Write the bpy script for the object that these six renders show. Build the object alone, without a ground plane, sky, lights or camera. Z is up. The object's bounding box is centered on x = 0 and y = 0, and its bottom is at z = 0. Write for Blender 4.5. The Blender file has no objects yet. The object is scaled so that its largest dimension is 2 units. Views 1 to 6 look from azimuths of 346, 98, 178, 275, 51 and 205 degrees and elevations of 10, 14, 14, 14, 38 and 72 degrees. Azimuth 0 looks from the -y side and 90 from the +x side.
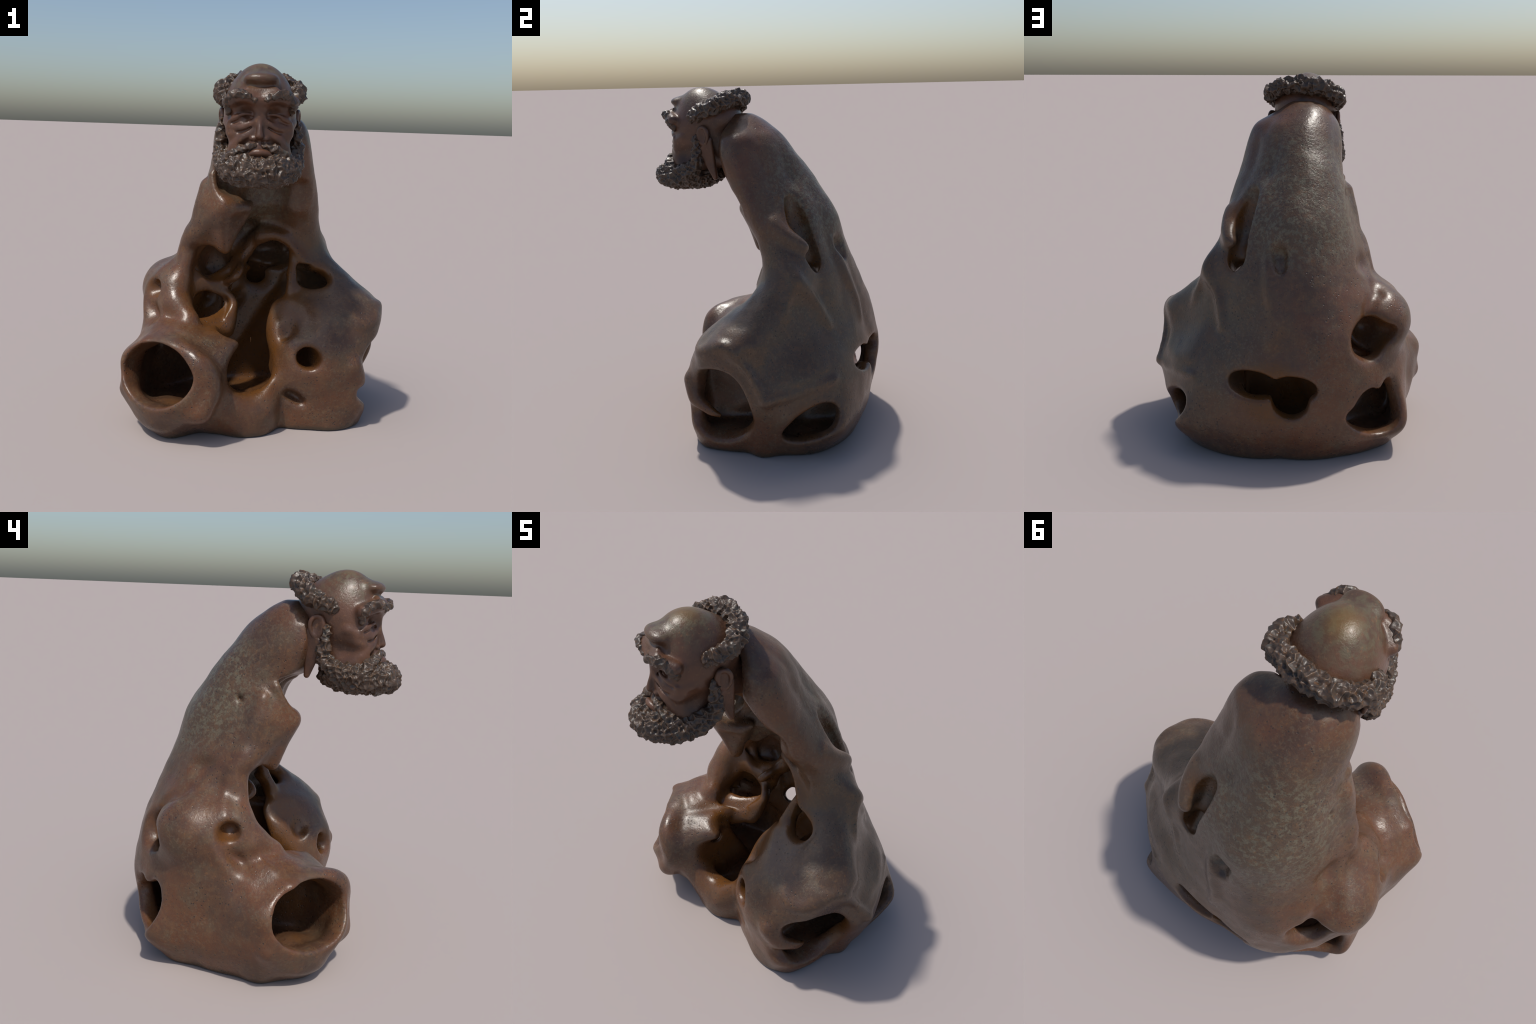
"""Glazed stoneware figure: a bald, bearded old man's head on a bowed, hollow, pierced body.

The body is an implicit solid: a loft through horizontal cross-sections, to which ribs and lips are
added and from which chambers and openings are carved with soft edges; it is polygonised once and cut
into anatomical regions that share border vertices and normals.  The head is modelled the same way at
a finer pitch, and hair, beard, moustache and eyebrows are tubes roughened into pitted curls."""
import bpy, math
import numpy as np
from mathutils import Vector, noise

FINE = 0.0085          # polygon pitch of the body (m)
HEAD_PITCH = 0.0032    # polygon pitch of the head (m)

# ------------------------------------------------------------------ implicit modelling
def smin(a, b, k):
    h = np.maximum(k - np.abs(a - b), 0.0) / k
    return np.minimum(a, b) - h * h * k * 0.25

def smax(a, b, k):
    return -smin(-a, -b, k)

def frame(direction, twist=0.0):
    """Rows: two lateral axes and the given direction (the third axis)."""
    d = np.array(direction, float); d /= np.linalg.norm(d)
    up = np.array((0, 0, 1.0)) if abs(d[2]) < 0.95 else np.array((0, 1.0, 0))
    a = np.cross(up, d); a /= np.linalg.norm(a)
    b = np.cross(d, a)
    t = math.radians(twist)
    return np.array((math.cos(t) * a + math.sin(t) * b, -math.sin(t) * a + math.cos(t) * b, d))

class Blob:
    """Ellipsoid; radii along (lateral, upward, direction)."""
    def __init__(self, c, r, direction=(0, 1, 0), twist=0.0):
        self.c, self.r, self.m = np.array(c, float), np.array(r, float), frame(direction, twist)
        e = self.r.max(); self.lo, self.hi = self.c - e, self.c + e
    def __call__(self, x, y, z):
        p = (x - self.c[0], y - self.c[1], z - self.c[2])
        k0 = 0; k1 = 0
        for i in range(3):
            q = self.m[i, 0] * p[0] + self.m[i, 1] * p[1] + self.m[i, 2] * p[2]
            k0 = k0 + (q / self.r[i]) ** 2; k1 = k1 + (q / self.r[i] ** 2) ** 2
        k0 = np.sqrt(k0); k1 = np.sqrt(k1) + 1e-9
        return k0 * (k0 - 1.0) / k1

class Tube:
    """Round tube through points (x, y, z, radius)."""
    def __init__(self, pts, steps=6):
        P = np.array(pts, float); out = []
        n = len(P)
        for i in range(n - 1):
            p0, p1, p2, p3 = P[max(i - 1, 0)], P[i], P[i + 1], P[min(i + 2, n - 1)]
            for t in np.linspace(0, 1, steps, endpoint=False) if n > 2 else (0.0,):
                out.append(0.5 * (2 * p1 + (p2 - p0) * t + (2 * p0 - 5 * p1 + 4 * p2 - p3) * t * t
                                  + (3 * p1 - p0 - 3 * p2 + p3) * t ** 3))
        out.append(P[-1]); self.p = np.array(out)
        e = self.p[:, 3:].max(); self.lo, self.hi = self.p[:, :3].min(0) - e, self.p[:, :3].max(0) + e
    def __call__(self, x, y, z):
        best = None
        for a, b in zip(self.p[:-1], self.p[1:]):
            d = b[:3] - a[:3]; L = max(d @ d, 1e-12)
            t = np.clip(((x - a[0]) * d[0] + (y - a[1]) * d[1] + (z - a[2]) * d[2]) / L, 0, 1)
            r = np.sqrt((x - a[0] - t * d[0]) ** 2 + (y - a[1] - t * d[1]) ** 2 + (z - a[2] - t * d[2]) ** 2) \
                - (a[3] + t * (b[3] - a[3]))
            best = r if best is None else np.minimum(best, r)
        return best

class Plate:
    """Triangular sheet with rounded edges: three corners and a half thickness."""
    def __init__(self, a, b, c, r):
        self.v = [np.array(q, float) for q in (a, b, c)]; self.r = r
        P = np.array(self.v); self.lo, self.hi = P.min(0) - r, P.max(0) + r
    def __call__(self, x, y, z):
        a, b, c = self.v; n = np.cross(b - a, c - a); n /= np.linalg.norm(n)
        p = np.stack((x + 0 * y + 0 * z, y + 0 * x + 0 * z, z + 0 * x + 0 * y), -1)
        inside = None; edge = None
        for s, e in ((a, b), (b, c), (c, a)):
            d = e - s; side = (p - s) @ np.cross(n, d)
            t = np.clip(((p - s) @ d) / (d @ d), 0, 1)
            q = np.linalg.norm(p - s - t[..., None] * d, axis=-1)
            inside = side >= 0 if inside is None else inside & (side >= 0)
            edge = q if edge is None else np.minimum(edge, q)
        return np.where(inside, np.abs((p - a) @ n), edge) - self.r

class Field:
    def __init__(self, lo, hi, h):
        self.lo, self.h = np.array(lo, float), h
        self.n = np.ceil((np.array(hi) - self.lo) / h).astype(int) + 1
        self.ax = [self.lo[i] + h * np.arange(self.n[i]) for i in range(3)]
        self.f = np.full(self.n, 0.6)
    def _win(self, s, pad):
        a = np.clip(np.floor((s.lo - pad - self.lo) / self.h).astype(int), 0, self.n)
        b = np.clip(np.ceil((s.hi + pad - self.lo) / self.h).astype(int) + 1, 0, self.n)
        w = tuple(slice(a[i], b[i]) for i in range(3))
        return w, (self.ax[0][w[0]][:, None, None], self.ax[1][w[1]][None, :, None], self.ax[2][w[2]][None, None, :])
    def add(self, s, k=0.03):
        w, g = self._win(s, k + 4 * self.h)
        if min(x.size for x in g): self.f[w] = smin(self.f[w], s(*g), k)
    def cut(self, s, k=0.03):
        w, g = self._win(s, k + 4 * self.h)
        if min(x.size for x in g): self.f[w] = smax(self.f[w], -s(*g), k)
    def blur(self, n=1):
        for _ in range(n):
            for ax in range(3):
                f = self.f
                self.f = 0.5 * f + 0.25 * (np.roll(f, 1, ax) + np.roll(f, -1, ax))

def polygonise(F):
    """Surface nets: one vertex per crossed cell, one quad per crossed edge."""
    f, n = F.f, F.n
    s = f < 0
    corners = [(i, j, k) for i in (0, 1) for j in (0, 1) for k in (0, 1)]
    sub = lambda a, c: a[c[0]:n[0] - 1 + c[0], c[1]:n[1] - 1 + c[1], c[2]:n[2] - 1 + c[2]]
    cnt = sum(sub(s, c).astype(np.int8) for c in corners)
    act = (cnt > 0) & (cnt < 8)
    idx = np.argwhere(act)
    ids = np.full(act.shape, -1, np.int64); ids[act] = np.arange(len(idx))
    val = np.stack([f[idx[:, 0] + c[0], idx[:, 1] + c[1], idx[:, 2] + c[2]] for c in corners], 1)
    acc = np.zeros((len(idx), 3)); num = np.zeros(len(idx))
    for i, a in enumerate(corners):
        for j, b in enumerate(corners):
            if j > i and sum(abs(a[q] - b[q]) for q in range(3)) == 1:
                va, vb = val[:, i], val[:, j]; m = (va < 0) != (vb < 0)
                t = np.where(m, va / np.where(m, va - vb, 1), 0)
                p = np.array(a, float) + t[:, None] * (np.array(b) - np.array(a))
                acc += np.where(m[:, None], p, 0); num += m
    V = F.lo + (idx + acc / num[:, None]) * F.h
    Q = []
    for ax in range(3):
        u, v = (ax + 1) % 3, (ax + 2) % 3
        a = [slice(None)] * 3; b = [slice(None)] * 3
        a[ax] = slice(0, n[ax] - 1); b[ax] = slice(1, n[ax])
        for q in (u, v): a[q] = b[q] = slice(1, n[q] - 1)
        sa, sb = s[tuple(a)], s[tuple(b)]
        e = np.argwhere(sa != sb); e[:, u] += 1; e[:, v] += 1
        du, dv = np.eye(3, dtype=int)[u], np.eye(3, dtype=int)[v]
        q = np.stack([ids[tuple((e - o).T)] for o in (du + dv, dv, 0 * du, du)], 1)
        flip = ~s[tuple(e.T)]
        q[flip] = q[flip][:, ::-1]
        Q.append(q)
    return V, np.concatenate(Q)

def relax(V, Q, n=2, w=0.5):
    E = np.concatenate([Q[:, [i, (i + 1) % 4]] for i in range(4)])
    deg = np.bincount(E[:, 0], minlength=len(V)) + np.bincount(E[:, 1], minlength=len(V))
    for _ in range(n):
        S = np.stack([np.bincount(E[:, 0], V[E[:, 1], c], len(V)) + np.bincount(E[:, 1], V[E[:, 0], c], len(V))
                      for c in range(3)], 1)
        V = V + w * (S / deg[:, None] - V)
    return V

def normals(V, Q):
    fn = np.cross(V[Q[:, 2]] - V[Q[:, 0]], V[Q[:, 3]] - V[Q[:, 1]])
    N = np.stack([sum(np.bincount(Q[:, i], fn[:, c], len(V)) for i in range(4)) for c in range(3)], 1)
    return N / (np.linalg.norm(N, axis=1, keepdims=True) + 1e-12)

def make_object(name, V, Q, N=None, parent=None, mat=None, kind=None):
    used = np.unique(Q); remap = np.full(len(V), -1); remap[used] = np.arange(len(used))
    me = bpy.data.meshes.new(name); v = V[used]; q = remap[Q]
    me.vertices.add(len(v)); me.vertices.foreach_set("co", v.astype(np.float32).ravel())
    me.loops.add(q.size); me.loops.foreach_set("vertex_index", q.ravel().astype(np.int32))
    me.polygons.add(len(q)); me.polygons.foreach_set("loop_start", (np.arange(len(q)) * 4).astype(np.int32))
    me.update(calc_edges=True)
    me.polygons.foreach_set("use_smooth", np.ones(len(q), bool))
    if N is not None: me.normals_split_custom_set_from_vertices([tuple(t) for t in N[used]])
    if mat: me.materials.append(mat)
    ob = bpy.data.objects.new(name, me); bpy.context.collection.objects.link(ob)
    if parent: ob.parent = parent
    if kind: ob["kind"] = kind
    return ob

# ------------------------------------------------------------------ body: loft of cross-sections
# (height, centre y, outline control points x, y from the front round the right-hand side)
SECTIONS = [
 (0.00, .10, [(-.25,-.31),(-.16,-.37),(-.02,-.37),(.10,-.27),(.26,-.33),(.37,-.37),(.47,-.36),(.58,-.29),(.60,-.20),
              (.61,-.03),(.67,.05),(.62,.16),(.59,.34),(.46,.47),(.32,.54),(.09,.56),(-.24,.55),(-.40,.49),(-.52,.41),
              (-.55,.27),(-.62,.05),(-.68,-.06),(-.62,-.16),(-.57,-.29),(-.51,-.33),(-.43,-.28),(-.35,-.26)]),
 (0.17, .10, [(-.32,-.40),(-.12,-.37),(.02,-.37),(.10,-.29),(.22,-.33),(.38,-.37),(.56,-.37),(.66,-.26),(.66,-.02),
              (.71,.08),(.70,.25),(.65,.49),(.48,.56),(.30,.61),(.10,.635),(-.15,.64),(-.38,.605),(-.585,.53),(-.61,.345),
              (-.655,.175),(-.73,-.02),(-.75,-.14),(-.70,-.30),(-.60,-.41),(-.44,-.46)]),
 (0.37, .10, [(-.30,-.43),(-.19,-.32),(-.05,-.20),(.06,-.23),(.16,-.34),(.34,-.40),(.50,-.38),(.63,-.28),(.75,-.04),
              (.765,.10),(.70,.25),(.645,.345),(.585,.435),(.525,.51),(.40,.575),(.10,.65),(-.22,.68),(-.42,.58),(-.57,.43),(-.645,.18),(-.755,-.04),
              (-.785,-.14),(-.73,-.28),(-.59,-.44),(-.42,-.48)]),
 (0.52, .12, [(-.40,-.30),(-.27,-.15),(-.14,.02),(.02,.02),(.12,-.24),(.33,-.37),(.50,-.35),(.67,-.27),(.73,-.04),
              (.715,.10),(.66,.28),(.53,.42),(.33,.55),(.09,.63),(-.14,.68),(-.32,.62),(-.50,.475),(-.61,.30),(-.64,.08),
              (-.635,-.05),(-.60,-.19),(-.51,-.28)]),
 (0.68, .20, [(-.48,.01),(-.34,.09),(-.18,.16),(-.04,.18),(.06,.08),(.14,-.08),(.30,-.22),(.55,-.26),(.70,-.195),
              (.75,-.04),(.68,.10),(.55,.25),(.42,.38),(.26,.51),(.08,.58),(-.14,.64),(-.31,.58),(-.48,.46),(-.57,.31),
              (-.645,.15),(-.66,.05),(-.58,.00)]),
 (0.82, .22, [(-.46,.08),(-.33,.11),(-.15,.19),(.02,.19),(.13,.08),(.25,-.03),(.42,-.09),(.55,-.06),(.60,.04),
              (.515,.20),(.38,.36),(.23,.47),(.08,.54),(-.14,.585),(-.29,.52),(-.43,.42),(-.52,.31),(-.555,.20),(-.54,.12)]),
 (0.95, .22, [(-.38,.11),(-.22,.14),(.00,.17),(.18,.10),(.34,.02),(.45,.06),(.50,.16),(.49,.255),(.34,.35),(.19,.445),
              (.06,.505),(-.13,.53),(-.26,.45),(-.36,.35),(-.42,.25),(-.43,.15)]),
 (1.12, .20, [(-.32,.04),(-.20,.00),(.00,.04),(.20,.03),(.34,.01),(.41,.09),(.395,.20),(.33,.28),(.18,.385),(.04,.465),
              (-.12,.46),(-.25,.365),(-.33,.24),(-.365,.13)]),
 (1.25, .14, [(-.32,-.05),(-.20,-.12),(-.05,-.10),(.10,-.07),(.28,-.07),(.37,.00),(.36,.12),(.285,.23),(.155,.35),
              (.02,.435),(-.12,.415),(-.24,.31),(-.30,.20),(-.32,.09)]),
 (1.38, .10, [(-.26,-.08),(-.10,-.10),(.10,-.12),(.27,-.12),(.335,-.04),(.28,.09),(.21,.195),(.11,.30),(-.01,.36),
              (-.13,.335),(-.225,.25),(-.27,.15),(-.282,.05)]),
 (1.50, .05, [(-.27,-.14),(-.15,-.20),(.10,-.21),(.24,-.17),(.29,-.09),(.215,.05),(.125,.16),(.05,.245),(-.06,.28),
              (-.165,.23),(-.24,.11),(-.278,-.02)]),
 (1.62, .00, [(-.275,-.19),(-.15,-.24),(.08,-.24),(.21,-.21),(.255,-.12),(.185,-.005),(.085,.12),(-.01,.18),(-.13,.155),
              (-.22,.055),(-.28,-.07)]),
 (1.72, -.06, [(-.25,-.20),(-.10,-.25),(.05,-.24),(.17,-.21),(.205,-.14),(.13,-.02),(.025,.075),(-.06,.10),(-.15,.06),
              (-.225,-.03),(-.265,-.12)]),
 (1.80, -.11, [(-.19,-.19),(-.08,-.22),(.03,-.20),(.07,-.15),(.05,-.08),(.00,-.025),(-.07,-.005),(-.15,-.035),(-.20,-.11)]),
 (1.85, -.13, [(-.10,-.16),(-.06,-.17),(-.02,-.16),(-.02,-.12),(-.06,-.09),(-.10,-.11)]),
]
ANGLES = 180

def loft(F):
    th = np.linspace(-math.pi, math.pi, ANGLES, endpoint=False)
    zs = np.array([s[0] for s in SECTIONS]); cys = np.array([s[1] for s in SECTIONS]); cxs = []; R = []
    for z, cy, pts in SECTIONS:
        p = np.array(pts); cx = 0.0 if z < 1.6 else p[:, 0].mean(); cxs.append(cx)
        a = np.arctan2(p[:, 1] - cy, p[:, 0] - cx); r = np.hypot(p[:, 1] - cy, p[:, 0] - cx)
        o = np.argsort(a); a, r = a[o], r[o]
        q = np.interp(th, np.r_[a - 2 * math.pi, a, a + 2 * math.pi], np.r_[r, r, r])
        for _ in range(2): q = 0.5 * q + 0.25 * (np.roll(q, 1) + np.roll(q, -1))
        R.append(q)
    T = np.column_stack([np.array(R), cxs, cys])
    x, y = F.ax[0][:, None], F.ax[1][None, :]
    for k, z in enumerate(F.ax[2]):
        zz = min(max(z, zs[0]), zs[-1] - 1e-6)
        i = int(np.searchsorted(zs, zz, 'right') - 1)
        z1, z2 = zs[i], zs[i + 1]; t = (zz - z1) / (z2 - z1)
        m = lambda j: (T[j + 1] - T[j - 1]) / (zs[j + 1] - zs[j - 1]) if 0 < j < len(zs) - 1 else \
            ((T[1] - T[0]) / (zs[1] - zs[0]) if j == 0 else (T[-1] - T[-2]) / (zs[-1] - zs[-2]))
        d = z2 - z1
        row = (2*t**3 - 3*t*t + 1) * T[i] + (t**3 - 2*t*t + t) * d * m(i) + (3*t*t - 2*t**3) * T[i + 1] + (t**3 - t*t) * d * m(i + 1)
        q, cx, cy = row[:-2], row[-2], row[-1]
        a = np.arctan2(y - cy, x - cx); rho = np.hypot(x - cx, y - cy)
        F.f[:, :, k] = rho - np.interp(a, np.r_[th, math.pi], np.r_[q, q[0]])
    F.f = np.maximum(F.f, (F.ax[2] - 1.84)[None, None, :])
    g = np.gradient(F.f, F.h); L = np.clip(np.sqrt(sum(q * q for q in g)), 0.8, 4.0)
    for ax in range(3): L = (L + np.roll(L, 1, ax) + np.roll(L, -1, ax)) / 3
    F.f /= L

def build_body():
    F = Field((-.86, -.60, -.06), (.88, .80, 1.90), FINE)
    loft(F)
    X, Y, Z = F.ax[0][:, None, None], F.ax[1][None, :, None], F.ax[2][None, None, :]
    A, C = F.add, F.cut
    # lips, hoods and creases on the outside
    outer = F.f.copy()
    A(Blob((-.47,-.11,.46),(.17,.145,.21),(0,1,0)), .08)                              # plump left knee
    A(Tube([(-.72,-.08,.40,.03),(-.64,-.21,.48,.04),(-.52,-.31,.50,.04),(-.39,-.43,.46,.04),(-.32,-.46,.33,.03),(-.38,-.46,.20,.03)]), .10)
    A(Tube([(-.745,-.10,.22,.03),(-.62,-.22,.125,.035),(-.49,-.36,.165,.035),(-.38,-.45,.20,.035)]), .06)
    A(Tube([(.45,-.27,.60,.03),(.62,-.275,.60,.022),(.672,-.192,.635,.02),(.73,-.11,.67,.016),(.745,.00,.55,.015),(.77,.103,.388,.015)]), .045)
    A(Tube([(.77,.10,.385,.014),(.64,.33,.415,.012),(.545,.455,.44,.006)]), .04)
    A(Tube([(.35,.10,1.26,.015),(.37,.18,1.19,.02),(.355,.26,1.135,.02)]), .07)
    A(Tube([(.40,.16,1.06,.02),(.475,.24,.975,.02),(.42,.33,.85,.012),(.39,.40,.70,.01)]), .05)
    A(Tube([(.47,.23,.97,.012),(.54,.18,.82,.010),(.58,.16,.66,.010)]), .05)
    A(Tube([(.13,.40,1.10,.02),(.14,.47,.95,.02),(.11,.54,.78,.02),(.13,.57,.66,.01)]), .05)
    A(Tube([(-.39,.13,1.02,.03),(-.43,.12,.86,.03),(-.48,.05,.72,.04)]), .06)
    # lower chamber under a domed ceiling, with partitions left standing in it
    cav = smax(smax(outer + .09, Z - .86, .15), -(Z - .11), .04)
    for wall in (Plate((-.52,.20,.45),(-.10,.30,.45),(-.30,.24,.92),.025), Plate((-.25,-.46,.05),(-.20,.06,.05),(-.23,-.22,.66),.03),
                 Plate((-.26,.30,.0),(.36,.28,.0),(.30,.28,.92),.03), Plate((-.26,.30,.0),(.30,.27,.92),(-.20,.30,.92),.03),
                 Plate((.34,-.40,.0),(.34,.62,.0),(.32,.56,.62),.05), Plate((.34,-.40,.0),(.32,.56,.62),(.32,-.34,.62),.05),
                 Plate((-.66,.16,.0),(-.22,.36,.0),(-.36,.24,.75),.03)):
        w, g = F._win(wall, .1); cav[w] = smax(cav[w], -wall(*g), .05)
    F.f = smax(F.f, -cav, .03)
    # front: trough of the chest, open to the front
    C(Tube([(.02,-.22,1.47,.12),(.03,-.12,1.34,.15),(.04,-.11,1.20,.155),(.06,-.04,1.06,.18)]), .04)
    C(Blob((-.20,-.14,1.39),(.10,.09,.14)), .04)
    C(Tube([(-.04,-.34,1.665,.15),(-.04,-.15,1.645,.15)]), .02)                      # collar round the neck
    # lap: valley between the knees, slot above it, caves left and right
    C(Tube([(-.10,-.50,.37,.11),(-.095,-.24,.36,.13),(-.06,-.06,.38,.12)]), .05)
    C(Tube([(-.03,-.20,.33,.085),(-.05,-.04,.48,.105),(.0,.08,.66,.12),(.04,.14,.76,.12)]), .05)
    C(Blob((.07,.10,.77),(.15,.10,.20)), .05)
    C(Blob((.13,.17,.92),(.18,.10,.25)), .05)
    C(Blob((-.30,.10,.65),(.135,.065,.20),(0,1,0),-10), .045)
    C(Tube([(-.23,.0,.89,.105),(-.20,.18,.89,.11)]), .05)
    C(Tube([(-.15,.10,.97,.09),(-.02,.15,1.06,.09)]), .05)
    C(Blob((-.15,-.12,.58),(.10,.11,.12)), .05)
    C(Blob((.21,-.13,1.26),(.08,.14,.07)), .04)
    A(Tube([(-.24,.19,.76,.03),(-.11,.19,.84,.035),(-.02,.19,.93,.035),(.03,.18,1.02,.04),(.08,.13,1.08,.03)]), .05)
    A(Tube([(.05,.11,1.05,.02),(.12,.08,1.06,.022),(.19,.06,1.035,.024),(.26,.03,.96,.022),(.31,.01,.89,.015)]), .08)   # arch
    A(Tube([(-.22,.15,.73,.022),(-.12,.10,.68,.026),(-.12,.06,.58,.030),(-.15,.03,.50,.03)]), .05)
    A(Tube([(-.36,.09,1.08,.035),(-.385,.09,.95,.04),(-.42,.08,.82,.045),(-.45,.02,.70,.055),(-.40,-.08,.60,.06)]), .05)   # bar of the left flank
    C(Blob((.34,-.03,.81),(.095,.06,.14),(0,1,-.3)), .04)
    A(Tube([(.21,-.03,.76,.03),(.215,.01,.84,.02),(.25,.08,.94,.03)]), .04)
    C(Tube([(.30,-.04,.835,.04),(.295,.12,.885,.045),(.29,.30,.94,.035)]), .03)
    C(Tube([(.05,.16,.75,.06),(-.14,.33,.53,.035),(-.36,.53,.27,.05)]), .03)
    C(Blob((.235,-.33,.43),(.06,.058,.16)), .04)
    C(Blob((.165,-.34,.195),(.075,.034,.09),(0,1,0),30), .03)
    C(Blob((.12,-.21,.58),(.065,.085,.055)), .04)
    C(Tube([(-.50,-.235,.60,.018),(-.44,-.27,.585,.024),(-.38,-.30,.565,.018)]), .02)
    A(Blob((-.44,.31,.70),(.20,.185,.19),(1,0,0)), .05)                               # broad thigh lobe
    A(Blob((-.46,.05,.66),(.10,.09,.11)), .05); A(Blob((-.47,.14,.74),(.12,.12,.11)), .06)
    C(Tube([(-.45,.20,.95,.02),(-.46,.31,.945,.028),(-.42,.42,.89,.028),(-.36,.50,.80,.02)]), .04)
    # side, back and shoulder openings
    C(Blob((.66,.25,.68),(.17,.17,.08),(1,.5,.35)), .06)                             # sunken panel of the right flank
    C(Blob((-.60,-.29,.365),(.23,.16,.30),(.75,.66,0)), .04)
    A(Blob((-.52,-.20,.11),(.16,.07,.16)), .08)
    C(Blob((-.26,-.19,.41),(.028,.03,.10),(1,0,0)), .03)
    C(Blob((.67,-.18,.295),(.20,.225,.22),(1,-.45,0)), .04)
    C(Blob((.60,-.37,.21),(.07,.06,.09)), .04)
    A(Tube([(.49,-.36,.38,.05),(.54,-.33,.29,.038),(.575,-.25,.235,.026),(.58,-.19,.205,.014)]), .035)
    C(Blob((.63,.32,.215),(.165,.085,.26),(1,.4,0),24), .04)
    C(Blob((.225,.575,.445),(.13,.065,.24),(0,1,0),-6), .03); C(Blob((.01,.61,.44),(.11,.065,.22)), .03); C(Blob((.04,.62,.37),(.09,.09,.22)), .03)
    C(Blob((-.375,.565,.235),(.15,.075,.26),(.2,-1,0),24), .03); C(Blob((-.36,.56,.30),(.085,.11,.26),(.2,-1,0),10), .03)
    C(Blob((-.50,.53,.30),(.08,.13,.15),(.8,-1,0)), .04)
    C(Blob((-.38,.56,.665),(.11,.105,.25),(.1,-1,0)), .04); C(Blob((-.48,.50,.675),(.06,.05,.12),(.5,-1,0)), .03)
    C(Blob((-.60,.115,.745),(.055,.05,.10),(1,0,0)), .035)
    C(Blob((-.385,.30,1.01),(.075,.045,.06),(1,-.3,.4),-15), .04)
    C(Tube([(-.41,.33,.97,.025),(-.43,.40,.88,.02)]), .04)
    C(Blob((-.30,.12,1.355),(.018,.022,.05),(1,0,0)), .02)
    C(Tube([(.23,.19,1.36,.04),(.255,.22,1.26,.065),(.29,.27,1.13,.06),(.30,.30,1.03,.055),(.29,.26,.955,.038)]), .03)
    A(Tube([(.33,.14,1.19,.03),(.345,.22,1.15,.028),(.33,.27,1.12,.02)]), .05)
    C(Blob((.095,.46,1.09),(.045,.05,.05)), .04); C(Blob((.085,.475,1.03),(.03,.035,.03)), .02)
    # hanging lappet on the chest
    A(Plate((-.31,.0,1.36),(-.22,-.135,1.25),(-.35,.06,1.06),.024), .09)
    A(Plate((-.22,-.135,1.25),(-.35,.06,1.06),(-.20,-.05,1.01),.020), .09)
    A(Plate((-.22,-.135,1.25),(-.08,-.08,1.235),(-.20,-.05,1.01),.018), .08)
    A(Tube([(-.28,-.06,1.42,.022),(-.27,-.11,1.33,.020),(-.21,-.155,1.255,.020),(-.11,-.12,1.245,.016),(-.06,-.05,1.26,.02)]), .03)
    F.f = smax(F.f, -(Z + .002 + 0 * X * Y), .012)
    F.blur(1)
    V, Q = polygonise(F)
    V = relax(V, Q, 3)
    N = normals(V, Q)
    bump = np.array([noise.noise(Vector(p * 5.0)) * .006 + noise.noise(Vector(p * 14.0)) * .0022 for p in V])
    V = V + N * (bump * np.clip(V[:, 2] / .05, 0, 1))[:, None]
    V[:, 2] = np.maximum(V[:, 2], 0.0)
    return V, Q, normals(V, Q)

# ------------------------------------------------------------------ head (local frame: side, back, up)
HEAD_O = np.array((-.09, -.333, 1.68)); YAW = math.radians(13.5)
SIDE = np.array((math.cos(YAW), -math.sin(YAW), 0)); BACK = np.array((math.sin(YAW), math.cos(YAW), 0))

def to_world(V):
    return HEAD_O + V[:, :1] * SIDE + V[:, 1:2] * BACK + V[:, 2:] * np.array((0, 0, 1.0))

def both(fn):
    for s in (-1, 1): fn(s)

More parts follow.
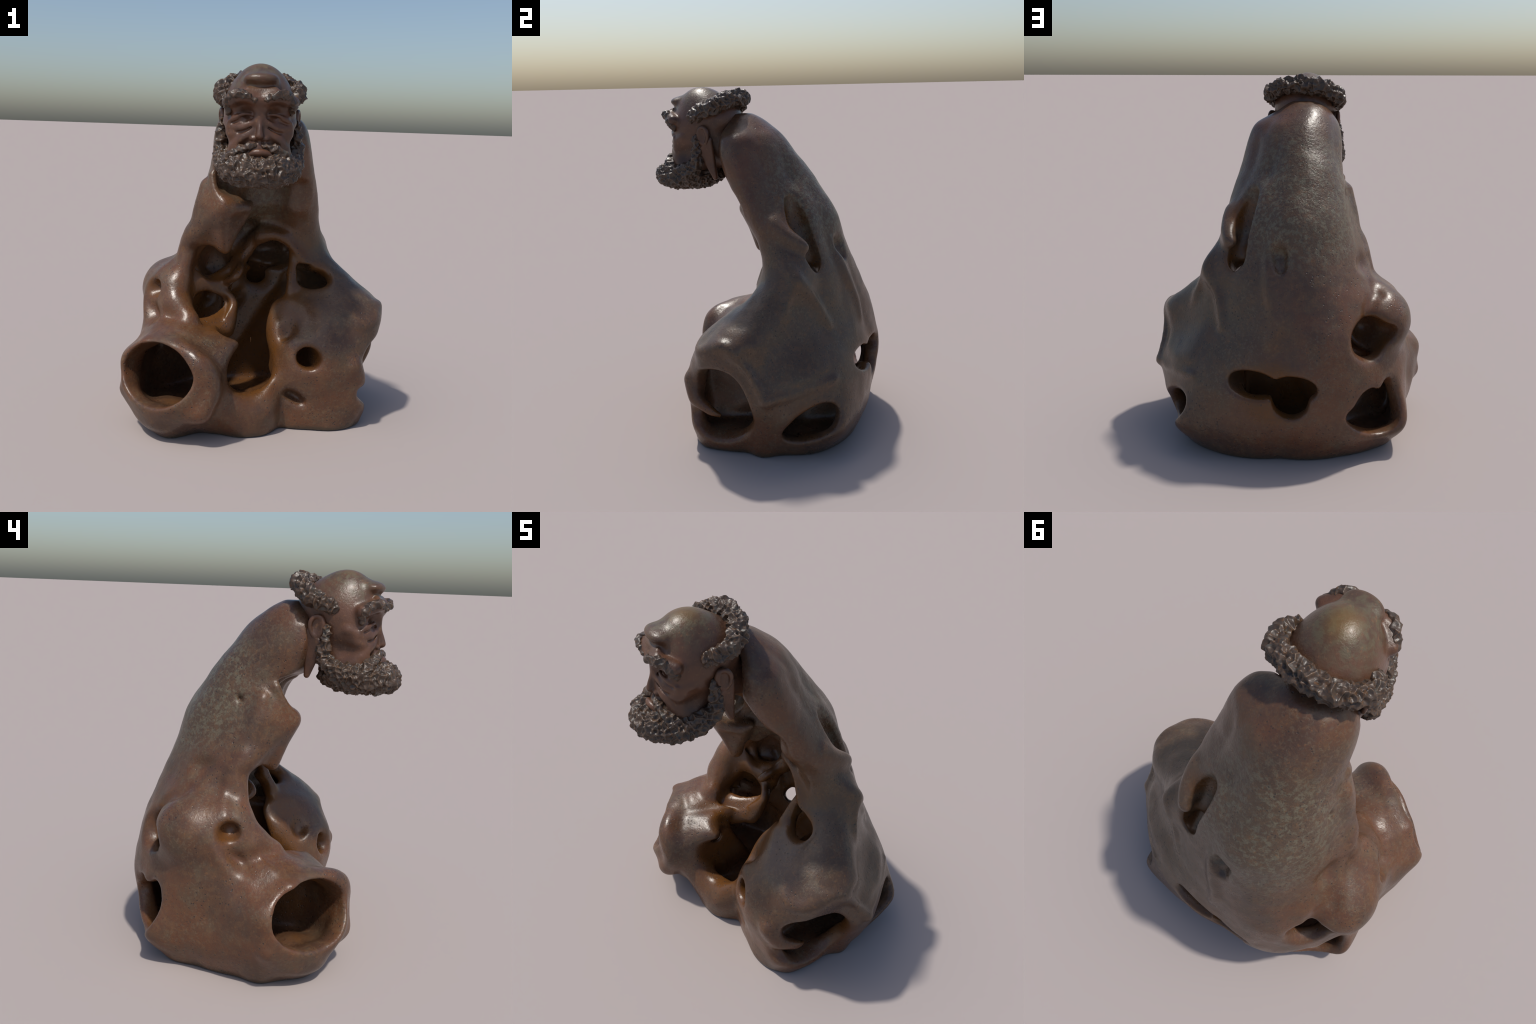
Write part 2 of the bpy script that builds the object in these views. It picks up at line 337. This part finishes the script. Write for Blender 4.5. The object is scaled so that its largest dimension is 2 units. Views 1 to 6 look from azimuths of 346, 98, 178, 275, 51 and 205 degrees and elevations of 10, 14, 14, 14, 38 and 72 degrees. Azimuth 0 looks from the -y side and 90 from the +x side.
def build_skull():
    F = Field((-.27, -.32, -.33), (.27, .30, .36), HEAD_PITCH); A, C = F.add, F.cut
    T = lambda pts: Tube(pts)
    F.add(Blob((0, -.02, .10), (.178, .175, .205)), .02)
    A(Blob((0, .03, .13), (.165, .125, .16)), .05)
    A(Blob((0, -.055, .195), (.115, .12, .125)), .07)                 # peaked crown
    A(Blob((0, -.08, .0), (.172, .20, .145)), .06)                    # face
    A(Blob((0, -.11, -.14), (.165, .13, .14)), .06)                   # jaw
    A(T([(0, .02, -.02, .14), (0, .16, -.03, .125), (0, .26, -.05, .12)]), .05)   # neck
    A(Blob((0, -.19, .235), (.084, .030, .052)), .04)               # lump of the forehead
    A(T([(-.06, -.215, .182, .012), (.0, -.218, .176, .012), (.07, -.212, .184, .012)]), .02)
    A(T([(-.155, -.165, .12, .03), (-.09, -.222, .147, .032), (0, -.225, .132, .03), (.09, -.222, .147, .032), (.16, -.165, .13, .03)]), .03)
    def side(s):
        C(Blob((s * .085, -.245, .068), (.060, .044, .062)), .022)    # socket
        A(Blob((s * .088, -.165, .040), (.056, .030, .036), (0, 1, 0), -s * 8), .012)   # closed eye
        A(T([(s * .03, -.200, .064, .006), (s * .085, -.209, .064, .008), (s * .15, -.165, .030, .007)]), .010)
        C(T([(s * .032, -.210, .050, .005), (s * .085, -.212, .040, .006), (s * .150, -.165, .014, .005)]), .008)
        A(T([(s * .035, -.198, .030, .006), (s * .085, -.203, .000, .011), (s * .14, -.165, .006, .009)]), .014)   # bag
        C(T([(s * .03, -.215, .010, .005), (s * .085, -.208, -.022, .006), (s * .145, -.165, -.016, .005)]), .012)
        A(T([(s * .15, -.15, .01, .012), (s * .165, -.10, .03, .012)]), .03)
        A(Blob((s * .125, -.12, -.030), (.05, .032, .062)), .03)      # cheekbone
        A(T([(s * .026, -.212, -.020, .010), (s * .080, -.200, -.050, .018), (s * .128, -.165, -.095, .014)]), .02)
        C(Blob((s * .205, -.085, -.065), (.058, .06, .075)), .035)    # hollow cheek
        C(T([(s * .048, -.235, -.058, .014), (s * .085, -.222, -.090, .020)]), .014)
        A(Blob((s * .031, -.216, -.050), (.017, .014, .024)), .008)   # nostril wing
        C(Blob((s * .016, -.240, -.066), (.008, .008, .012)), .006)
        A(Plate((s * .185, .02, -.04), (s * .185, .085, .02), (s * .150, .095, -.20), .016), .04)   # fold behind the ear
    F.blur(1)
    both(side)
    A(T([(0, -.218, .085, .013), (0, -.222, .045, .012), (0, -.240, .0, .013), (0, -.247, -.036, .018)]), .018)
    V, Q = polygonise(F); V = relax(V, Q, 2)
    return V, Q

def shape(solids, pitch=HEAD_PITCH, k=.02, cuts=(), ck=.01):
    lo = np.min([s.lo for s in solids], 0) - .03; hi = np.max([s.hi for s in solids], 0) + .03
    F = Field(lo, hi, pitch)
    for s in solids: F.add(s, k)
    for s in cuts: F.cut(s, ck)
    V, Q = polygonise(F); V = relax(V, Q, 2)
    return V, Q

def curls(V, Q, size, depth, seed):
    """Pits ringed by sharp ridges, as in curly hair pressed into clay."""
    N = normals(V, Q); off = Vector((seed * 3.7, seed * 1.3, seed * 2.1)); d = np.empty(len(V))
    for i, p in enumerate(V):
        p = Vector(p); w = noise.noise_vector(p * 20 + off) * .55
        a = noise.voronoi(p / size + off + w)[0]; b = noise.voronoi(p / (size * .5) + off + w)[0]
        d[i] = min(a[0], .85) ** 1.4 * 2.2 - .75 + (min(b[0], .8) - .40) * .45 + noise.noise(p * 16 + off) * .5
    W = V + N * (d * depth)[:, None]
    return relax(W, Q, 1, .3)

def build():
    mats = build_materials()
    root = bpy.data.objects.new("ceramic_figure", None); bpy.context.collection.objects.link(root)
    root["label"] = "glazed brown stoneware bearded man's head on bowed pierced hollow body"
    root["category"] = "ceramic sculpture"
    V, Q, N = build_body()
    c = V[Q].mean(1)
    lab = np.where(c[:, 2] - .35 * c[:, 1] > 1.40, 0, np.where(c[:, 2] > .80, 1, np.where(c[:, 0] < .0, 2, 3)))
    for k, nm in enumerate(("neck", "torso", "thigh", "thigh")):
        make_object(nm, V, Q[lab == k], N, root, mats['body'])
    # head and its features
    V, Q = build_skull(); W = to_world(V)
    head = make_object("head", W, Q, normals(W, Q), root, mats['face'])
    def part(name, V, Q, mat, kind=None):
        W = to_world(V); make_object(name, W, Q, normals(W, Q), head, mats[mat], kind)
    V, Q = shape([Tube([(-.178,-.025,.14,.026),(-.198,.04,.165,.037),(-.175,.11,.205,.042),(-.10,.162,.24,.045),(0,.174,.25,.044),
                        (.10,.162,.242,.045),(.175,.11,.21,.042),(.198,.04,.175,.037),(.178,-.025,.15,.026)])], .0028)
    part("hair", curls(V, Q, .028, .015, 1), Q, 'hair')
    V, Q = shape([Blob((0,-.13,-.205),(.185,.08,.19)),
                  Tube([(-.10,-.26,-.20,.052),(0,-.295,-.215,.055),(.10,-.26,-.20,.052)])] +
                 [Tube([(s*.192,-.008,.035,.016),(s*.195,.004,-.036,.024),(s*.19,.0,-.11,.036),(s*.175,-.08,-.175,.048),
                        (s*.13,-.18,-.20,.062),(s*.08,-.24,-.20,.064)]) for s in (-1, 1)], .0028, .04)
    part("beard", curls(V, Q, .026, .013, 2), Q, 'hair')
    V, Q = shape([Tube([(s*.022,-.236,-.084,.010),(s*.060,-.238,-.092,.016),(s*.105,-.222,-.118,.026),(s*.14,-.205,-.155,.036),(s*.145,-.19,-.20,.03)])
                  for s in (-1, 1)], .0028, .02)
    part("moustache", curls(V, Q, .028, .010, 3), Q, 'hair')
    for s in (-1, 1):
        V, Q = shape([Tube([(s*.028,-.248,.132,.012),(s*.085,-.252,.156,.020),(s*.135,-.21,.152,.024),(s*.16,-.175,.115,.022),(s*.155,-.165,.072,.012)])], .0028)
        part("eyebrow", curls(V, Q, .028, .008, 5 + s), Q, 'hair')
        e = lambda a, b, z: (s * (.182 + a * .9), .045 + b * .9, .033 + z * .92)
        V, Q = shape([Blob(e(.0, .0, .0), (.022, .066, .040), (-s * .3, 1, .12)),
                      Tube([(*e(.005,-.035,.02),.009),(*e(.012,-.02,.055),.010),(*e(.02,.012,.062),.011),(*e(.025,.036,.03),.011),(*e(.018,.03,-.02),.010),(*e(.0,.0,-.062),.013)])],
                     .0028, .012, [Blob(e(.030, -.005, .008), (.014, .036, .020), (-s * .3, 1, .12))], .012)
        part("ear", V, Q, 'face')
    V, Q = shape([Tube([(-.062,-.232,-.145,.012),(-.03,-.248,-.122,.018),(0,-.254,-.117,.020),(.035,-.248,-.120,.018),(.07,-.232,-.138,.012)]),
                  Tube([(-.05,-.235,-.165,.016),(0,-.246,-.152,.022),(.055,-.235,-.162,.016)])], .0028, .004)
    part("lip", V, Q, 'face')

# ------------------------------------------------------------------ materials
class Nodes:
    def __init__(self, name):
        self.m = bpy.data.materials.new(name); self.m.use_nodes = True
        self.t = self.m.node_tree; self.t.nodes.clear()
        self.co = self.new('ShaderNodeTexCoord').outputs['Object']
    def new(self, ty, **kw):
        n = self.t.nodes.new(ty)
        for k, v in kw.items(): setattr(n, k, v)
        return n
    def put(self, sock, v):
        if isinstance(v, bpy.types.NodeSocket): self.t.links.new(v, sock)
        else: sock.default_value = v
    def noise(self, scale, detail=4, rough=.55, dist=0.0):
        n = self.new('ShaderNodeTexNoise'); self.put(n.inputs['Vector'], self.co)
        n.inputs['Scale'].default_value = scale; n.inputs['Detail'].default_value = detail
        n.inputs['Roughness'].default_value = rough; n.inputs['Distortion'].default_value = dist
        return n.outputs['Fac']
    def voronoi(self, scale, feature='F1'):
        n = self.new('ShaderNodeTexVoronoi', feature=feature); self.put(n.inputs['Vector'], self.co)
        n.inputs['Scale'].default_value = scale; return n.outputs['Distance']
    def ramp(self, v, lo, hi, a=0.0, b=1.0):
        n = self.new('ShaderNodeMapRange', interpolation_type='SMOOTHSTEP'); self.put(n.inputs[0], v)
        for i, q in enumerate((lo, hi, a, b)): n.inputs[i + 1].default_value = q
        return n.outputs[0]
    def math(self, op, a, b=0.0):
        n = self.new('ShaderNodeMath', operation=op); self.put(n.inputs[0], a); self.put(n.inputs[1], b); return n.outputs[0]
    def mix(self, f, a, b):
        n = self.new('ShaderNodeMix', data_type='RGBA')
        self.put(n.inputs['Factor'], f); self.put(n.inputs['A'], a); self.put(n.inputs['B'], b); return n.outputs['Result']
    def near(self, c, r0, r1):
        """1 inside radius r0 of a point, fading to 0 at r1."""
        n = self.new('ShaderNodeVectorMath', operation='DISTANCE'); self.put(n.inputs[0], self.co); n.inputs[1].default_value = c
        return self.ramp(n.outputs['Value'], r0, r1, 1.0, 0.0)
    def finish(self, col, rough, height, strength, dist=.004, coat=.05):
        b = self.new('ShaderNodeBsdfPrincipled'); o = self.new('ShaderNodeOutputMaterial')
        self.put(b.inputs['Base Color'], col); self.put(b.inputs['Roughness'], rough)
        b.inputs['Coat Weight'].default_value = coat; b.inputs['Coat Roughness'].default_value = .22
        b.inputs['Specular IOR Level'].default_value = .42
        bm = self.new('ShaderNodeBump'); self.put(bm.inputs['Height'], height)
        bm.inputs['Strength'].default_value = strength; bm.inputs['Distance'].default_value = dist
        self.put(b.inputs['Normal'], bm.outputs['Normal'])
        self.t.links.new(b.outputs['BSDF'], o.inputs['Surface'])
        return self.m

def rgb(r, g, b): return (r, g, b, 1.0)

# places where the rust-amber glaze shows: mouths of the openings and the chambers behind them
AMBER = [((-.22,-.02,.52),.14,.28),((-.08,-.20,.30),.14,.26),((-.28,.06,.68),.12,.24),((-.15,.05,.88),.14,.26),((.16,.10,.93),.14,.25),((.34,-.02,.80),.09,.15),
         ((.24,-.30,.43),.06,.11),((-.46,-.22,.34),.14,.22),((.62,-.10,.32),.12,.22),((.60,.28,.24),.10,.16),((.12,.56,.40),.14,.22),
         ((-.38,.50,.27),.10,.18),((-.39,.50,.68),.09,.15),((-.58,.13,.745),.05,.08),((.26,.20,1.26),.06,.11),((.29,.26,1.00),.07,.12),
         ((-.02,-.12,1.42),.10,.2),((0,.15,.5),.35,.5)]

def build_materials():
    # body glaze: red-brown and olive-brown clouds, tan flecks, rust freckles, dark pinholes
    n = Nodes("brown_salt_glaze")
    big, mid = n.noise(2.4, 4, .6, .6), n.noise(9, 5, .6, .3)
    olive = n.math('MAXIMUM', n.near((.55,.25,.75), .25, .75), n.math('MULTIPLY', n.near((.0,.30,1.35), .25, .55), .8))  # first zone: shade of the right flank tinted into the glaze, greyer and duller
    olive = n.math('MULTIPLY', olive, n.ramp(big, .30, .62, .35, 1.0))
    col = n.mix(n.ramp(big, .35, .65), rgb(.074, .038, .023), rgb(.132, .052, .023))
    col = n.mix(olive, col, rgb(.080, .057, .036))
    col = n.mix(n.ramp(mid, .48, .72, 0, .55), col, rgb(.098, .072, .042))
    col = n.mix(n.math('MULTIPLY', n.ramp(n.noise(22, 4, .65, .8), .48, .62), .40), col, rgb(.150, .078, .036))
    fleck = n.ramp(n.noise(62, 4, .65, .4), .50, .64)
    col = n.mix(n.math('MULTIPLY', fleck, n.ramp(n.noise(4.5, 3), .38, .62, .08, .42)), col, rgb(.155, .118, .075))
    back = n.math('MULTIPLY', n.near((-.04,.30,1.36), .24, .50), n.ramp(n.noise(40, 5, .7, .35), .47, .60))
    col = n.mix(n.math('MULTIPLY', back, .80), col, rgb(.150, .130, .085))
    col = n.mix(n.math('MULTIPLY', n.ramp(n.noise(48, 3), .61, .70), .40), col, rgb(.20, .092, .034))
    amb = None
    for c, a, b in AMBER:
        q = n.near(c, a, b); amb = q if amb is None else n.math('MAXIMUM', amb, q)
    amb = n.math('MULTIPLY', amb, n.ramp(n.noise(7, 4, .6, .4), .25, .6, .35, .95))
    col = n.mix(amb, col, rgb(.122, .046, .009))
    speck = n.math('MULTIPLY', n.ramp(n.voronoi(46), .12, .24, 1, 0), n.ramp(n.noise(6, 3), .42, .58))
    up = n.new('ShaderNodeSeparateXYZ'); n.put(up.inputs[0], n.co)                    # bare dark clay of the foot
    foot = n.ramp(n.math('ADD', up.outputs['Z'], n.math('MULTIPLY', n.noise(9, 3), .08)), .05, .08, .7, 0)
    col = n.mix(foot, col, rgb(.050, .040, .024))
    col = n.mix(n.math('MULTIPLY', speck, .75), col, rgb(.028, .024, .022))
    col = n.mix(n.math('MULTIPLY', n.ramp(n.noise(110, 3, .7), .35, .60, 1, 0), .30), col, rgb(.050, .038, .030))
    edge = n.ramp(n.new('ShaderNodeNewGeometry').outputs['Pointiness'], .55, .64)
    col = n.mix(n.math('MULTIPLY', edge, n.ramp(n.noise(12, 3), .40, .62, 0, .55)), col, rgb(.20, .115, .045))
    peel = n.near((-.05,.30,1.40), .25, .55)
    h = n.math('ADD', n.math('MULTIPLY', n.noise(70, 4, .65), n.math('ADD', n.math('MULTIPLY', peel, .6), .4)), n.math('MULTIPLY', speck, -.35))
    body = n.finish(col, n.ramp(mid, .3, .7, .25, .40), h, .9)
    # face glaze
    n = Nodes("face_glaze")
    big, mid = n.noise(7, 4, .6, .5), n.noise(30, 5, .65, .4)
    col = n.mix(n.ramp(big, .35, .65), rgb(.070, .035, .022), rgb(.112, .050, .027))
    col = n.mix(n.math('MULTIPLY', n.near((-.13,-.40,1.98), .10, .24), n.ramp(mid, .40, .62, .15, .8)), col, rgb(.105, .088, .050))
    col = n.mix(n.math('MULTIPLY', n.near((-.10,-.385,2.0), .02, .11), .65), col, rgb(.16, .092, .028))
    col = n.mix(n.math('MULTIPLY', n.ramp(n.noise(55, 3), .60, .70), .4), col, rgb(.20, .10, .045))
    face = n.finish(col, n.ramp(mid, .3, .7, .28, .40), n.noise(80, 4, .65), .45, .004)
    # hair: dark slip, rust on the broken edges
    n = Nodes("hair_glaze")
    mid = n.noise(40, 4, .6, .6)
    col = n.mix(n.ramp(mid, .35, .65), rgb(.040, .029, .022), rgb(.072, .045, .030))
    col = n.mix(n.math('MULTIPLY', n.ramp(n.noise(75, 3, .6, 1.0), .54, .66), .65), col, rgb(.13, .060, .022))
    col = n.mix(n.math('MULTIPLY', n.ramp(n.noise(22, 3), .58, .70), .5), col, rgb(.075, .078, .068))
    pt = n.new('ShaderNodeNewGeometry').outputs['Pointiness']
    col = n.mix(n.math('MULTIPLY', n.ramp(pt, .52, .62), n.ramp(n.noise(30, 3), .35, .6, .15, .75)), col, rgb(.19, .098, .036))
    hair = n.finish(col, n.ramp(mid, .3, .7, .34, .48), n.noise(120, 3), .35, .003, .06)
    return dict(body=body, face=face, hair=hair)

build()
